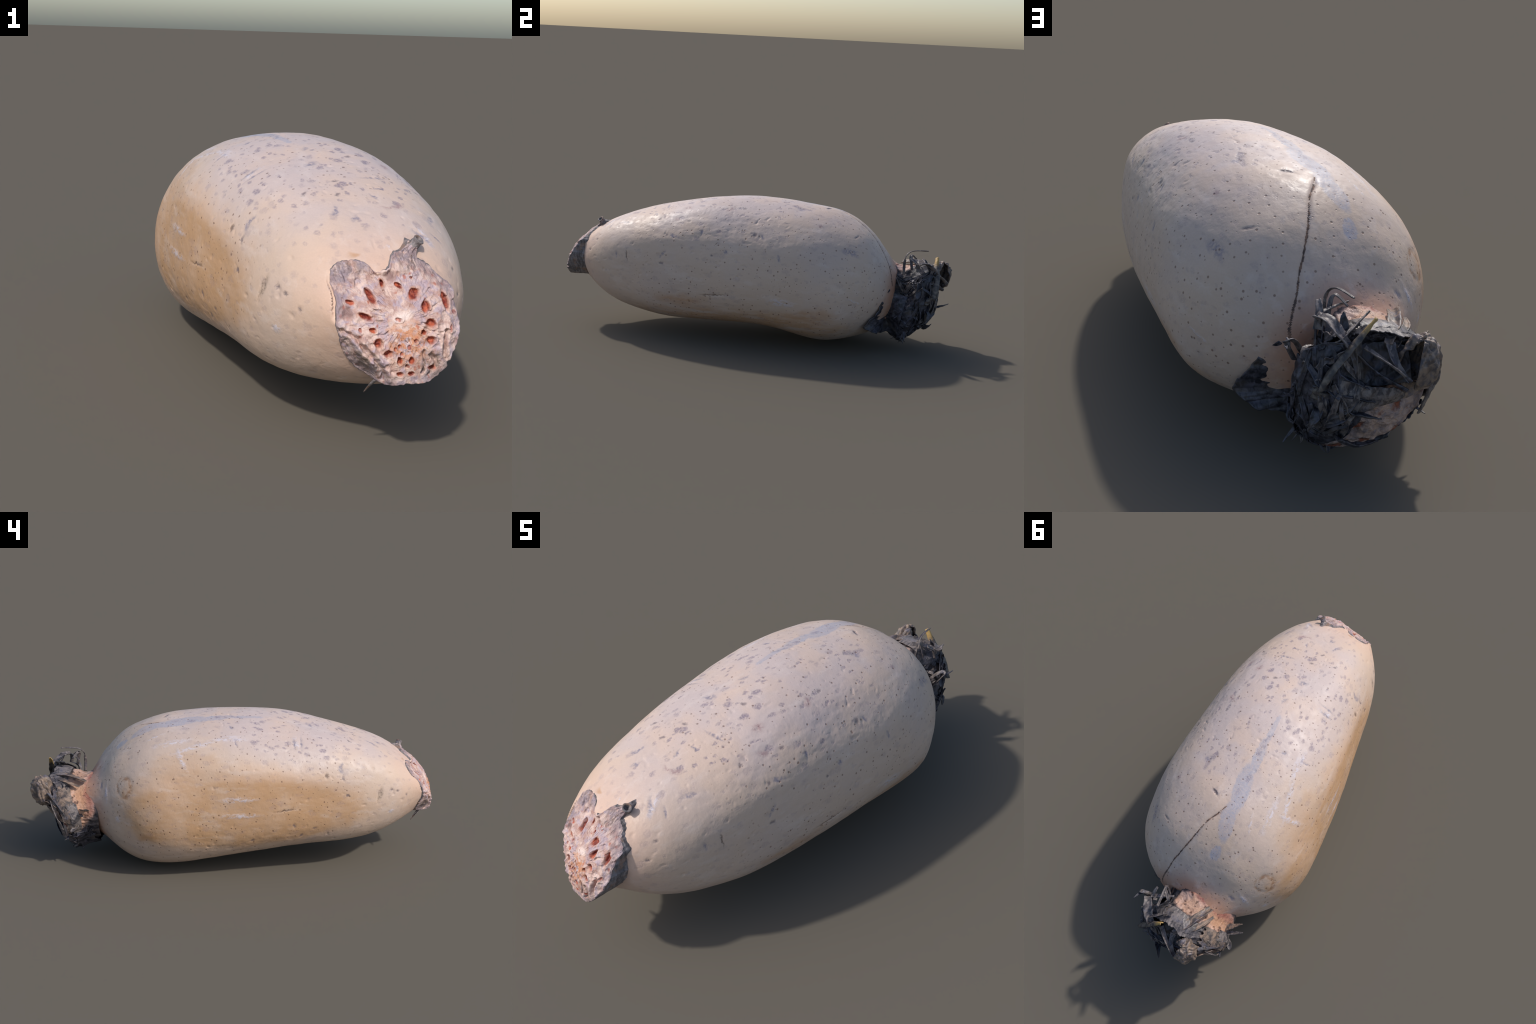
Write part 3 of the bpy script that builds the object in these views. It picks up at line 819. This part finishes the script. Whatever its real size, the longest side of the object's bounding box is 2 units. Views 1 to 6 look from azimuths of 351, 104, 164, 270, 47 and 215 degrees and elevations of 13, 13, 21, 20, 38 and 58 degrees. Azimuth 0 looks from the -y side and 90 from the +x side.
# ---- generic ribbon (strip of dry sheath) with thickness, width profile and twist
def ribbon(name, ctrl, width, mat, parent, thick=.0018, twist=0.0, curl=.25, seed=0, nl=36, nw=7, taper=(.6, 1.0, .15), up=(0, 0, 1), crumple=.0):
    C = catmull(ctrl, nl)
    T = np.gradient(C, axis=0)
    T /= np.linalg.norm(T, axis=1)[:, None]
    up = np.array(up, float)
    side = np.cross(T, up)
    bad = np.linalg.norm(side, axis=1) < .15
    side[bad] = np.cross(T[bad], np.array([1.0, .3, 0]))
    for i in range(1, nl):
        if side[i] @ side[i - 1] < 0:
            side[i] = -side[i]
    side /= np.linalg.norm(side, axis=1)[:, None]
    nor = np.cross(side, T)
    t = np.linspace(0, 1, nl)
    wd = width * np.interp(t, [0, .5, 1], taper)
    wd *= 1 + .25 * perlin(np.c_[t * 7, t * 0, t * 0], 1.0, seed + 50)
    ang = math.radians(twist) * t
    v = np.linspace(-1, 1, nw)
    S = side * np.cos(ang)[:, None] + nor * np.sin(ang)[:, None]
    Nn = np.cross(S, T)
    P = C[:, None] + S[:, None] * (v[None, :, None] * wd[:, None, None] * .5) + Nn[:, None] * ((v[None, :, None] ** 2 - .4) * curl * wd[:, None, None])
    P = P + Nn[:, None] * (width * .10 * perlin(np.stack(np.broadcast_arrays(t[:, None] * 9, v[None] * 2.5, 0 * P[..., 0]), -1), 1.0, seed + 7))[..., None]
    if crumple:
        P = P + Nn[:, None] * (crumple * ridged(P, 45, 2, seed))[..., None]
    ob = add_mesh(name, P.reshape(-1, 3), quads(nl, nw, False), mat, parent)
    m = ob.modifiers.new("thickness", "SOLIDIFY")
    m.thickness = thick
    m.offset = 0
    apply_mods(ob)
    return ob

# ---- node stub, its cut and its cavity
def build_stub():
    nv, nu = 150, 360
    t = np.linspace(0, 1, nv)[:, None]
    deg = np.linspace(-180, 180, nu, endpoint=False)[None]
    P = stub_point(deg, t)
    n = grid_normals(P, True)
    c = np.stack([np.full(P.shape[:2], -.075), P[..., 1], np.full(P.shape[:2], .27)], -1)
    n *= np.sign((n * (P - c)).sum(-1, keepdims=True))
    D = np.broadcast_to(deg, P.shape[:2])
    bare = np.exp(-(((D - 140) / 45) ** 2)) * smooth(.65, .45, np.broadcast_to(t, D.shape))
    a = np.radians(D)
    q = np.stack([np.cos(a) * 1.6, np.sin(a) * 1.6, np.broadcast_to(t, D.shape) * .9], -1)
    h = (1 - .95 * bare) * (.012 * (ridged(warp(P, 2), (16, 11, 16), 2, 2) - .9) + .004 * fbm(P, 45, 3, 3)) + .002 * bare * fbm(P, 55, 2, 9)
    P = P + n * (h * smooth(0, .2, np.broadcast_to(t, D.shape)))[..., None]
    stub = add_mesh("node_stub", P.reshape(-1, 3), quads(nv, nu, True), M_STUB, root)
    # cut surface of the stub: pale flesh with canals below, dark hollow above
    nr = 70
    rim = P[-1]
    cen = np.array([-.09, .868, .200])
    rho = np.linspace(1, .01, nr)[:, None, None]
    Q = cen + (rim - cen)[None] * rho
    nrm = np.array([-.15, .72, -.62])
    nrm /= np.linalg.norm(nrm)
    e = (1 - rho[..., 0])
    cavity = smooth(.27, .33, Q[..., 2]) * smooth(0, .25, e)
    h = .005 * ridged(Q, 24, 2, 6) + .004 * fbm(Q, 60, 3, 7)
    g = perlin(Q, (22, 14, 14), 12)
    h -= .022 * smooth(.12, .4, g) * smooth(.05, .2, e)
    Q = Q + nrm * (h * smooth(0, .1, e))[..., None]
    Q[..., 1] -= .045 * cavity
    V = np.vstack([Q.reshape(-1, 3), Q[-1].mean(0)])
    F = quads(nr, nu, True)
    b = (nr - 1) * nu
    F += [(len(V) - 1, b + u, b + (u + 1) % nu) for u in range(nu)]
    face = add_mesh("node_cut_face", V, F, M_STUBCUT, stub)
    return stub, face

stub, stub_face = build_stub()

# ---- crumpled sheath leaves wrapped over the stub
def sheath_leaf(d0, d1, t0, t1, lift, seed, mat=None, rag=.12, amp=.014, flare=.0, n=84):
    u = np.linspace(0, 1, n)[None]
    v = np.linspace(0, 1, n)[:, None]
    U, Vv = np.broadcast_arrays(u, v)
    k = np.stack([U * 6, np.zeros_like(U), np.full_like(U, seed)], -1)
    top = t1 + rag * (perlin(k, 1.0, seed) + .9 * np.abs(perlin(k, 3.1, seed + 1)) - .25)
    side0 = d0 + 14 * perlin(np.stack([Vv * 4, U * 0, U * 0 + seed], -1), 1.0, 3)
    side1 = d1 + 14 * perlin(np.stack([Vv * 4, U * 0, U * 0 + seed], -1), 1.0, 9)
    deg = side0 + (side1 - side0) * U
    t = t0 + (top - t0) * Vv
    P = stub_point(deg, t)
    c = np.stack([np.full(U.shape, -.075), P[..., 1], np.full(U.shape, .26)], -1)
    nrm = P - c
    nrm /= np.linalg.norm(nrm, axis=2, keepdims=True)
    a = np.radians(deg)
    q = np.stack([np.cos(a) * 1.5, np.sin(a) * 1.5, t * .8], -1)
    # folds fan out from the base and slew sideways
    q[..., 0] += .25 * t
    h = lift + flare * Vv ** 2 + amp * (.9 * (ridged(q + .2 * (warp(P, seed) - P) / .03, (2.6, 2.6, 1.1), 1, seed) - .4) + .5 * (ridged(warp(P, seed), (17, 12, 17), 2, seed + 2) - .6)) * (.4 + .6 * Vv)
    P = P + nrm * h[..., None]
    ob = add_mesh("sheath_leaf", P.reshape(-1, 3), quads(n, n, False), mat or M_SHEATH, stub)
    m = ob.modifiers.new("thickness", "SOLIDIFY")
    m.thickness = .003
    m.offset = 0
    apply_mods(ob)
    return ob

sheath_leaf(-75, 20, .12, .95, .003, 1, amp=.011)
sheath_leaf(-115, -30, .15, .97, .006, 2, amp=.013)
sheath_leaf(-165, -90, .30, .96, .004, 4, amp=.010)
sheath_leaf(130, 190, .62, 1.00, .004, 5, mat=M_TAN, amp=.008)
sheath_leaf(62, 125, .66, 1.02, .004, 6, mat=M_STRIP, amp=.008, rag=.08)
sheath_leaf(45, 75, .62, 1.00, .010, 7, amp=.012, flare=.008)
sheath_leaf(150, 215, .55, .80, .005, 8, mat=M_STRIP, amp=.008)

def draped_leaf(net, n, seed, amp, mat):
    """a leaf folded over the end of the stub, from a small net of control points"""
    rows = [catmull(r, n) for r in net]
    G = np.stack([catmull([r[k] for r in rows], n) for k in range(n)], 1)
    nr = grid_normals(G, False)
    nr *= np.sign(nr[..., 1:2] + 1e-9)
    e = np.linspace(0, 1, n)
    q = G + .25 * np.stack([perlin(G, 9, seed + k) for k in (1, 2, 3)], -1) * .12
    slant = np.stack([q[..., 0] * .8 + q[..., 2] * .6, q[..., 1], q[..., 2] * .8 - q[..., 0] * .6], -1)
    h = amp * (1.1 * (ridged(slant + .5 * (warp(G, seed) - G), (24, 16, 6), 1, seed) - .4) + .35 * (ridged(warp(G, seed), (22, 14, 12), 2, seed + 4) - .6))
    G = G + nr * h[..., None]
    # torn lower and inner margins
    tear = np.abs(perlin(np.stack([e * 9, e * 0, e * 0], -1), 1.0, seed + 3)) * .05
    G[-1] += (G[-2] - G[-8]) * (tear * 12)[:, None]
    ob = add_mesh("sheath_leaf", G.reshape(-1, 3), quads(n, n, False), mat, stub)
    m = ob.modifiers.new("thickness", "SOLIDIFY")
    m.thickness = .003
    m.offset = 0
    apply_mods(ob)
    return ob

FRONT = [[(.082, .835, .375), (.050, .875, .412), (.008, .900, .425), (-.040, .895, .420)],
         [(.098, .835, .300), (.066, .880, .325), (.015, .910, .345), (-.045, .902, .340)],
         [(.094, .828, .220), (.055, .880, .240), (.002, .918, .255), (-.060, .915, .262)],
         [(.076, .805, .140), (.038, .852, .155), (-.008, .888, .182), (-.050, .895, .205)],
         [(.028, .785, .075), (.006, .812, .095), (-.016, .840, .120), (-.040, .855, .142)]]
draped_leaf(FRONT, 90, 3, .013, M_SHEATH)
draped_leaf([[(.040, .900, .330), (.005, .920, .328), (-.060, .925, .310), (-.130, .925, .300)],
             [(.045, .900, .290), (.000, .925, .285), (-.070, .927, .275), (-.150, .920, .285)],
             [(.035, .890, .240), (-.010, .920, .240), (-.070, .913, .240), (-.170, .900, .255)]], 70, 7, .012, M_STRIP)
draped_leaf([[(-.150, .905, .300), (-.200, .905, .300), (-.240, .880, .300), (-.265, .845, .290)],
             [(-.160, .900, .250), (-.205, .890, .255), (-.245, .860, .250), (-.275, .815, .240)]], 60, 12, .008, M_TAN)
# folded leaf inside the hollow between the front leaf and the bud
draped_leaf([[(-.040, .880, .410), (-.085, .865, .400), (-.130, .880, .405), (-.165, .905, .400)],
             [(-.040, .890, .360), (-.090, .880, .345), (-.135, .895, .350), (-.170, .915, .360)],
             [(-.050, .905, .300), (-.095, .905, .295), (-.140, .910, .300), (-.175, .915, .310)]], 60, 21, .014, M_SHEATH)

# ---- skirt: torn sheath base spreading from the stub on to the tuber, +x side and below
def build_skirt():
    # outer, ragged edge on the tuber (degrees around the node, then x y z)
    outer = [(14, .110, .712, .340), (3, .150, .690, .300), (-15, .195, .650, .225), (-32, .215, .605, .158), (-52, .150, .645, .120),
             (-72, .075, .665, .108), (-95, -.030, .665, .095), (-120, -.120, .660, .092), (-145, -.185, .675, .125), (-165, -.225, .695, .180)]
    o = np.array(outer)
    nu, nv = 220, 60
    dd = np.linspace(14, -165, nu)
    E = np.stack([np.interp(-dd, -o[:, 0], o[:, i]) for i in (1, 2, 3)], -1)
    for _ in range(12):
        E[1:-1] = (E[:-2] + 2 * E[1:-1] + E[2:]) / 4
    I = stub_point(dd, np.full(nu, .70))
    Nk = stub_point(dd, np.full(nu, .24))
    sag = smooth(-50, -75, dd)[:, None] * .75
    Nk = Nk + ((I + E) / 2 - Nk) * sag
    c = np.array([-.075, .70, .26])
    v = np.linspace(0, 1, nv)[:, None, None]
    # down the stub into the waist, then out over the tuber
    P = np.where(v < .45, I[None] + (Nk - I)[None] * (v / .45), Nk[None] + (E - Nk)[None] * ((v - .45) / .55))
    for _ in range(30):
        P[1:-1] = (P[:-2] + 2 * P[1:-1] + P[2:]) / 4
    radial = P - c
    radial[..., 1] = .06 * v[..., 0]
    radial /= np.maximum(np.linalg.norm(radial, axis=2, keepdims=True), 1e-6)
    U = np.broadcast_to(np.radians(dd)[None], P.shape[:2])
    q = np.stack([U * 1.0, np.broadcast_to(v[..., 0], U.shape) * .35, 0 * U], -1)
    h = .004 + .009 * (ridged(warp(P, 4), (14, 10, 14), 2, 4) - .6) + .008 * (ridged(q + .25 * (warp(P, 5) - P) / .03, (2.0, 1.6, 1), 1, 4) - .4)
    hug = np.broadcast_to(v[..., 0], U.shape)
    h = h * (1 - .6 * hug ** 3) + .004
    P = P + radial * h[..., None]
    # ragged teeth at the outer edge
    teeth = perlin(np.stack([U * 6, 0 * U, 0 * U], -1), 1.0, 8) + .4 * perlin(np.stack([U * 15, 0 * U, 0 * U], -1), 1.0, 9)
    P[..., 1] -= (.030 * teeth * hug ** 4)
    P[..., 2] = np.maximum(P[..., 2], .012)
    ob = add_mesh("sheath_skirt", P.reshape(-1, 3), quads(nv, nu, False), M_SHEATH, stub)
    m = ob.modifiers.new("thickness", "SOLIDIFY")
    m.thickness = .004
    m.offset = 0
    apply_mods(ob)
    return ob

skirt = build_skirt()

# ---- bud: cupped scale beside the hollow, open towards +x
def build_bud():
    nu, nv = 120, 80
    u = np.linspace(math.radians(62), math.radians(352), nu)[None]
    v = np.linspace(.06, math.pi * .93, nv)[:, None]
    ax = np.array([-.188, .930, .366])
    R = np.array([.042, .046, .062])
    X = np.sin(v) * np.cos(u)
    Yy = np.sin(v) * np.sin(u)
    Zz = np.cos(v) * np.ones_like(u)
    # opening direction is u = 25 degrees (+x, a little +y)
    P = np.stack([X, Yy, Zz], -1)
    k = 1 + .30 * (ridged(P, (1.7, 1.7, .7), 2, 3) - .5) + .06 * fbm(P, 3.0, 3, 5)
    P = P * k[..., None] * R
    tilt = Matrix.Rotation(math.radians(-14), 3, "X")
    P = P @ np.array(tilt).T + ax
    P[..., 1] = np.minimum(P[..., 1], .998)
    ob = add_mesh("bud_scale", P.reshape(-1, 3), quads(nv, nu, False), M_BUD, stub)
    m = ob.modifiers.new("thickness", "SOLIDIFY")
    m.thickness = .005
    m.offset = 0
    apply_mods(ob)
    return ob

bud = build_bud()

# ---- fibres and torn strips, traced by where each begins, bends and ends
STRIPS = [
    # control points, width, material, twist, taper
    ([(.010, .760, .400), (.012, .763, .487), (-.003, .795, .522), (-.022, .873, .527)], .009, M_STRIP, 20, (1, .8, .7)),
    ([(.047, .834, .440), (.047, .832, .470), (.005, .810, .478), (-.039, .784, .476)], .013, M_STRIP, 40, (.8, 1, .8)),
    ([(.052, .835, .430), (.046, .822, .470), (.041, .792, .494)], .014, M_STRIP, 30, (1.2, 1, .6)),
    ([(.020, .800, .430), (.000, .790, .500), (-.030, .815, .478)], .010, M_STRIP, 10, (1, 1, .6)),
    ([(.020, .900, .420), (.005, .902, .440), (-.040, .870, .458), (-.078, .842, .472)], .012, M_STRIP, 60, (1, 1, .5)),
    ([(.062, .905, .270), (.062, .912, .318), (.025, .920, .385), (-.025, .916, .440), (-.068, .914, .490)], .040, M_BROAD, 25, (1.1, 1.0, .35)),
    ([(.060, .840, .468), (.040, .870, .470), (.020, .900, .445), (-.001, .920, .415)], .032, M_STRIP, 10, (.8, 1.1, .8)),
    ([(.100, .790, .330), (.126, .812, .385), (.120, .815, .400), (.098, .800, .380), (.077, .786, .345)], .014, M_STRIP, 30, (1, .9, .7)),
    ([(.126, .814, .380), (.134, .835, .392), (.138, .862, .398)], .008, M_SHEATH, 0, (1, .7, .1)),
    ([(-.005, .910, .235), (-.030, .945, .238), (-.071, .993, .250)], .022, M_SHEATH, 20, (.9, 1, .08)),
    ([(-.047, .904, .405), (-.100, .945, .375), (-.151, .972, .335)], .014, M_STRIP, 40, (1, .8, .8)),
    ([(-.114, .906, .412), (-.120, .940, .375), (-.150, .965, .330)], .016, M_STRIP, -30, (1.4, 1, .6)),
    ([(-.020, .905, .400), (-.080, .925, .340), (-.150, .955, .300)], .018, M_SHEATH, 50, (1, 1, .8)),
    ([(-.110, .905, .408), (-.140, .860, .428), (-.165, .800, .432), (-.190, .728, .418)], .030, M_TAN, 15, (.6, 1.1, .9)),
    ([(-.130, .905, .400), (-.175, .850, .418), (-.200, .800, .412), (-.215, .750, .402)], .018, M_TAN, -15, (.8, 1, .5)),
    ([(-.258, .735, .300), (-.285, .712, .305), (-.318, .688, .322)], .022, M_TAN, 30, (1.2, 1, .15)),
    ([(-.265, .745, .280), (-.298, .730, .285), (-.335, .712, .300)], .012, M_STRIP, 10, (1.2, 1, .15)),
    ([(-.255, .760, .240), (-.285, .765, .215), (-.300, .780, .200)], .026, M_STRIP, 20, (1, 1, .3)),
    ([(-.003, .880, .440), (-.002, .868, .470), (-.004, .860, .486)], .018, M_SHEATH, 20, (1.2, .8, .05)),
    ([(.085, .830, .350), (.075, .812, .370), (.055, .806, .372)], .012, M_STRIP, 20, (1, 1, .6)),
    ([(.040, .870, .250), (.070, .905, .220), (.085, .900, .180)], .024, M_SHEATH, 40, (1, 1, .2)),
    ([(-.260, .850, .310), (-.235, .900, .330), (-.200, .935, .300)], .020, M_TAN, 30, (1, 1, .8)),
    ([(-.250, .880, .340), (-.270, .850, .250), (-.255, .820, .150)], .026, M_STRIP, 20, (.8, 1, .8)),
    ([(-.230, .900, .370), (-.272, .830, .300), (-.275, .790, .210)], .016, M_SHEATH, 40, (.8, 1, .8)),
    ([(.010, .905, .150), (-.050, .885, .110), (-.120, .860, .100)], .030, M_SHEATH, 20, (1, 1, .3)),
    ([(.070, .880, .300), (.000, .920, .280), (-.075, .935, .262)], .030, M_SHEATH, 30, (1, 1, .3)),
    ([(.045, .890, .360), (-.010, .925, .330), (-.060, .930, .300)], .024, M_SHEATH, -20, (1, 1, .3)),
]
for i, (ctrl, w, mat, tw, tp) in enumerate(STRIPS):
    ribbon("sheath_strip", ctrl, w * (1.5 if w < .016 else 1.15), mat, stub, thick=.0028, twist=tw, taper=tp, seed=i * 3.7, crumple=.0025 if w > .02 else 0)

# loose strips lying over one another on the flanks of the stub ...
for i in range(46):
    d0, t0 = RNG.uniform(-150, 60), RNG.uniform(.35, .85)
    slew, run = RNG.uniform(-45, 45), RNG.uniform(.10, .45) * RNG.choice([-1, 1])
    if -5 < d0 < 60 and RNG.random() < .5:
        continue
    pts = []
    for k in range(5):
        f = k / 4
        dg, tt = d0 + slew * f, np.clip(t0 + run * f, .2, 1.02)
        p = stub_point(np.array(dg), np.array(tt))
        out = p - np.array([-.075, p[1], .27])
        out /= np.linalg.norm(out)
        p = p + out * (.004 + .010 * RNG.random() + .012 * f ** 3 * RNG.random())
        pts.append((p[0], min(p[1], .985), max(p[2], .014)))
    ribbon("sheath_strip", pts, RNG.uniform(.010, .024), M_STRIP if RNG.random() < .35 else M_SHEATH, stub, thick=.0022,
           twist=RNG.uniform(-70, 70), taper=(.7, 1.0, RNG.uniform(.1, .7)), seed=200 + i, nl=22, nw=6, up=RNG.normal(size=3), crumple=.002)
# ... and across its end
rows = [catmull(r, 30) for r in FRONT]
SURF = np.stack([catmull([r[k] for r in rows], 30) for k in range(30)], 1)
for i in range(30):
    a, b = RNG.uniform(2, 27, 2)
    ang = math.radians(RNG.normal(60, 45))
    L = RNG.uniform(7, 18)
    pts = []
    for k in range(5):
        f = k / 4 - .5
        u, v = np.clip(a + L * f * math.cos(ang), 0, 29), np.clip(b + L * f * math.sin(ang), 0, 29)
        p = SURF[int(v), int(u)] + np.array([.004, .008, .0]) * (1 + 1.6 * RNG.random())
        pts.append((p[0], min(p[1], .985), max(p[2], .014)))
    ribbon("sheath_strip", pts, RNG.uniform(.010, .022), M_STRIP if RNG.random() < .3 else M_SHEATH, stub, thick=.0022,
           twist=RNG.uniform(-60, 60), taper=(.6, 1.0, RNG.uniform(.1, .7)), seed=300 + i, nl=22, nw=6, up=(.3, 1, .2), crumple=.002)

# short torn bristles along the lower rim and the skirt
for i in range(34):
    deg = RNG.uniform(-160, 40)
    t = RNG.uniform(.55, 1.0)
    p = stub_point(np.array(deg), np.array(t))
    out = p - np.array([-.075, p[1] - .04, .27])
    out /= np.linalg.norm(out)
    tang = np.array([-math.sin(math.radians(deg)), 0, math.cos(math.radians(deg))])
    L = RNG.uniform(.015, .045)
    bend = RNG.normal(size=3) * .010 + tang * RNG.uniform(-.02, .02) + np.array([0, RNG.uniform(-.02, .015), 0])
    p0 = p + out * .004
    pts = [p0 - out * .01, p0 + out * L * .3 + bend * .5, p0 + out * L * .55 + bend]
    pts = [np.array([q[0], min(q[1], .985), max(q[2], .012)]) for q in pts]
    ribbon("sheath_bristle", pts, RNG.uniform(.006, .016), M_SHEATH, stub, twist=RNG.uniform(-40, 40), taper=(1.2, .9, .1), seed=i + 90, nl=12, nw=5)

# little thorn of rind under the cut
ribbon("rind_thorn", [(.065, -.935, .236), (.055, -.915, .215), (.045, -.895, .190)], .016, M_RIND, root, twist=10, taper=(1.2, .8, .05), nl=14, nw=5)
# curled stump at the tip of the tall lobe
def build_stump():
    nu, nv = 40, 24
    a = np.linspace(0, 2 * np.pi, nu, endpoint=False)
    base, tip = np.array([.172, -.812, .545]), np.array([.188, -.822, .566])
    d = (tip - base) / np.linalg.norm(tip - base)
    e1 = np.cross(d, [0, 1, 0]); e1 /= np.linalg.norm(e1)
    e2 = np.cross(d, e1)
    prof = [(0, .016), (.35, .014), (.7, .0135), (.95, .0155), (1.05, .014), (1.0, .010), (.7, .007), (.5, .001)]
    pr = catmull(prof, nv)
    L = np.linalg.norm(tip - base)
    P = base + d * (pr[:, 0] * L)[:, None, None] + pr[:, 1][:, None, None] * (np.cos(a)[None, :, None] * e1 + np.sin(a)[None, :, None] * e2)
    P = P + .004 * np.stack([perlin(P, 70, k) for k in (1, 2, 3)], -1)
    return add_mesh("rind_stump", P.reshape(-1, 3), quads(nv, nu, True), M_RIND, root)
build_stump()
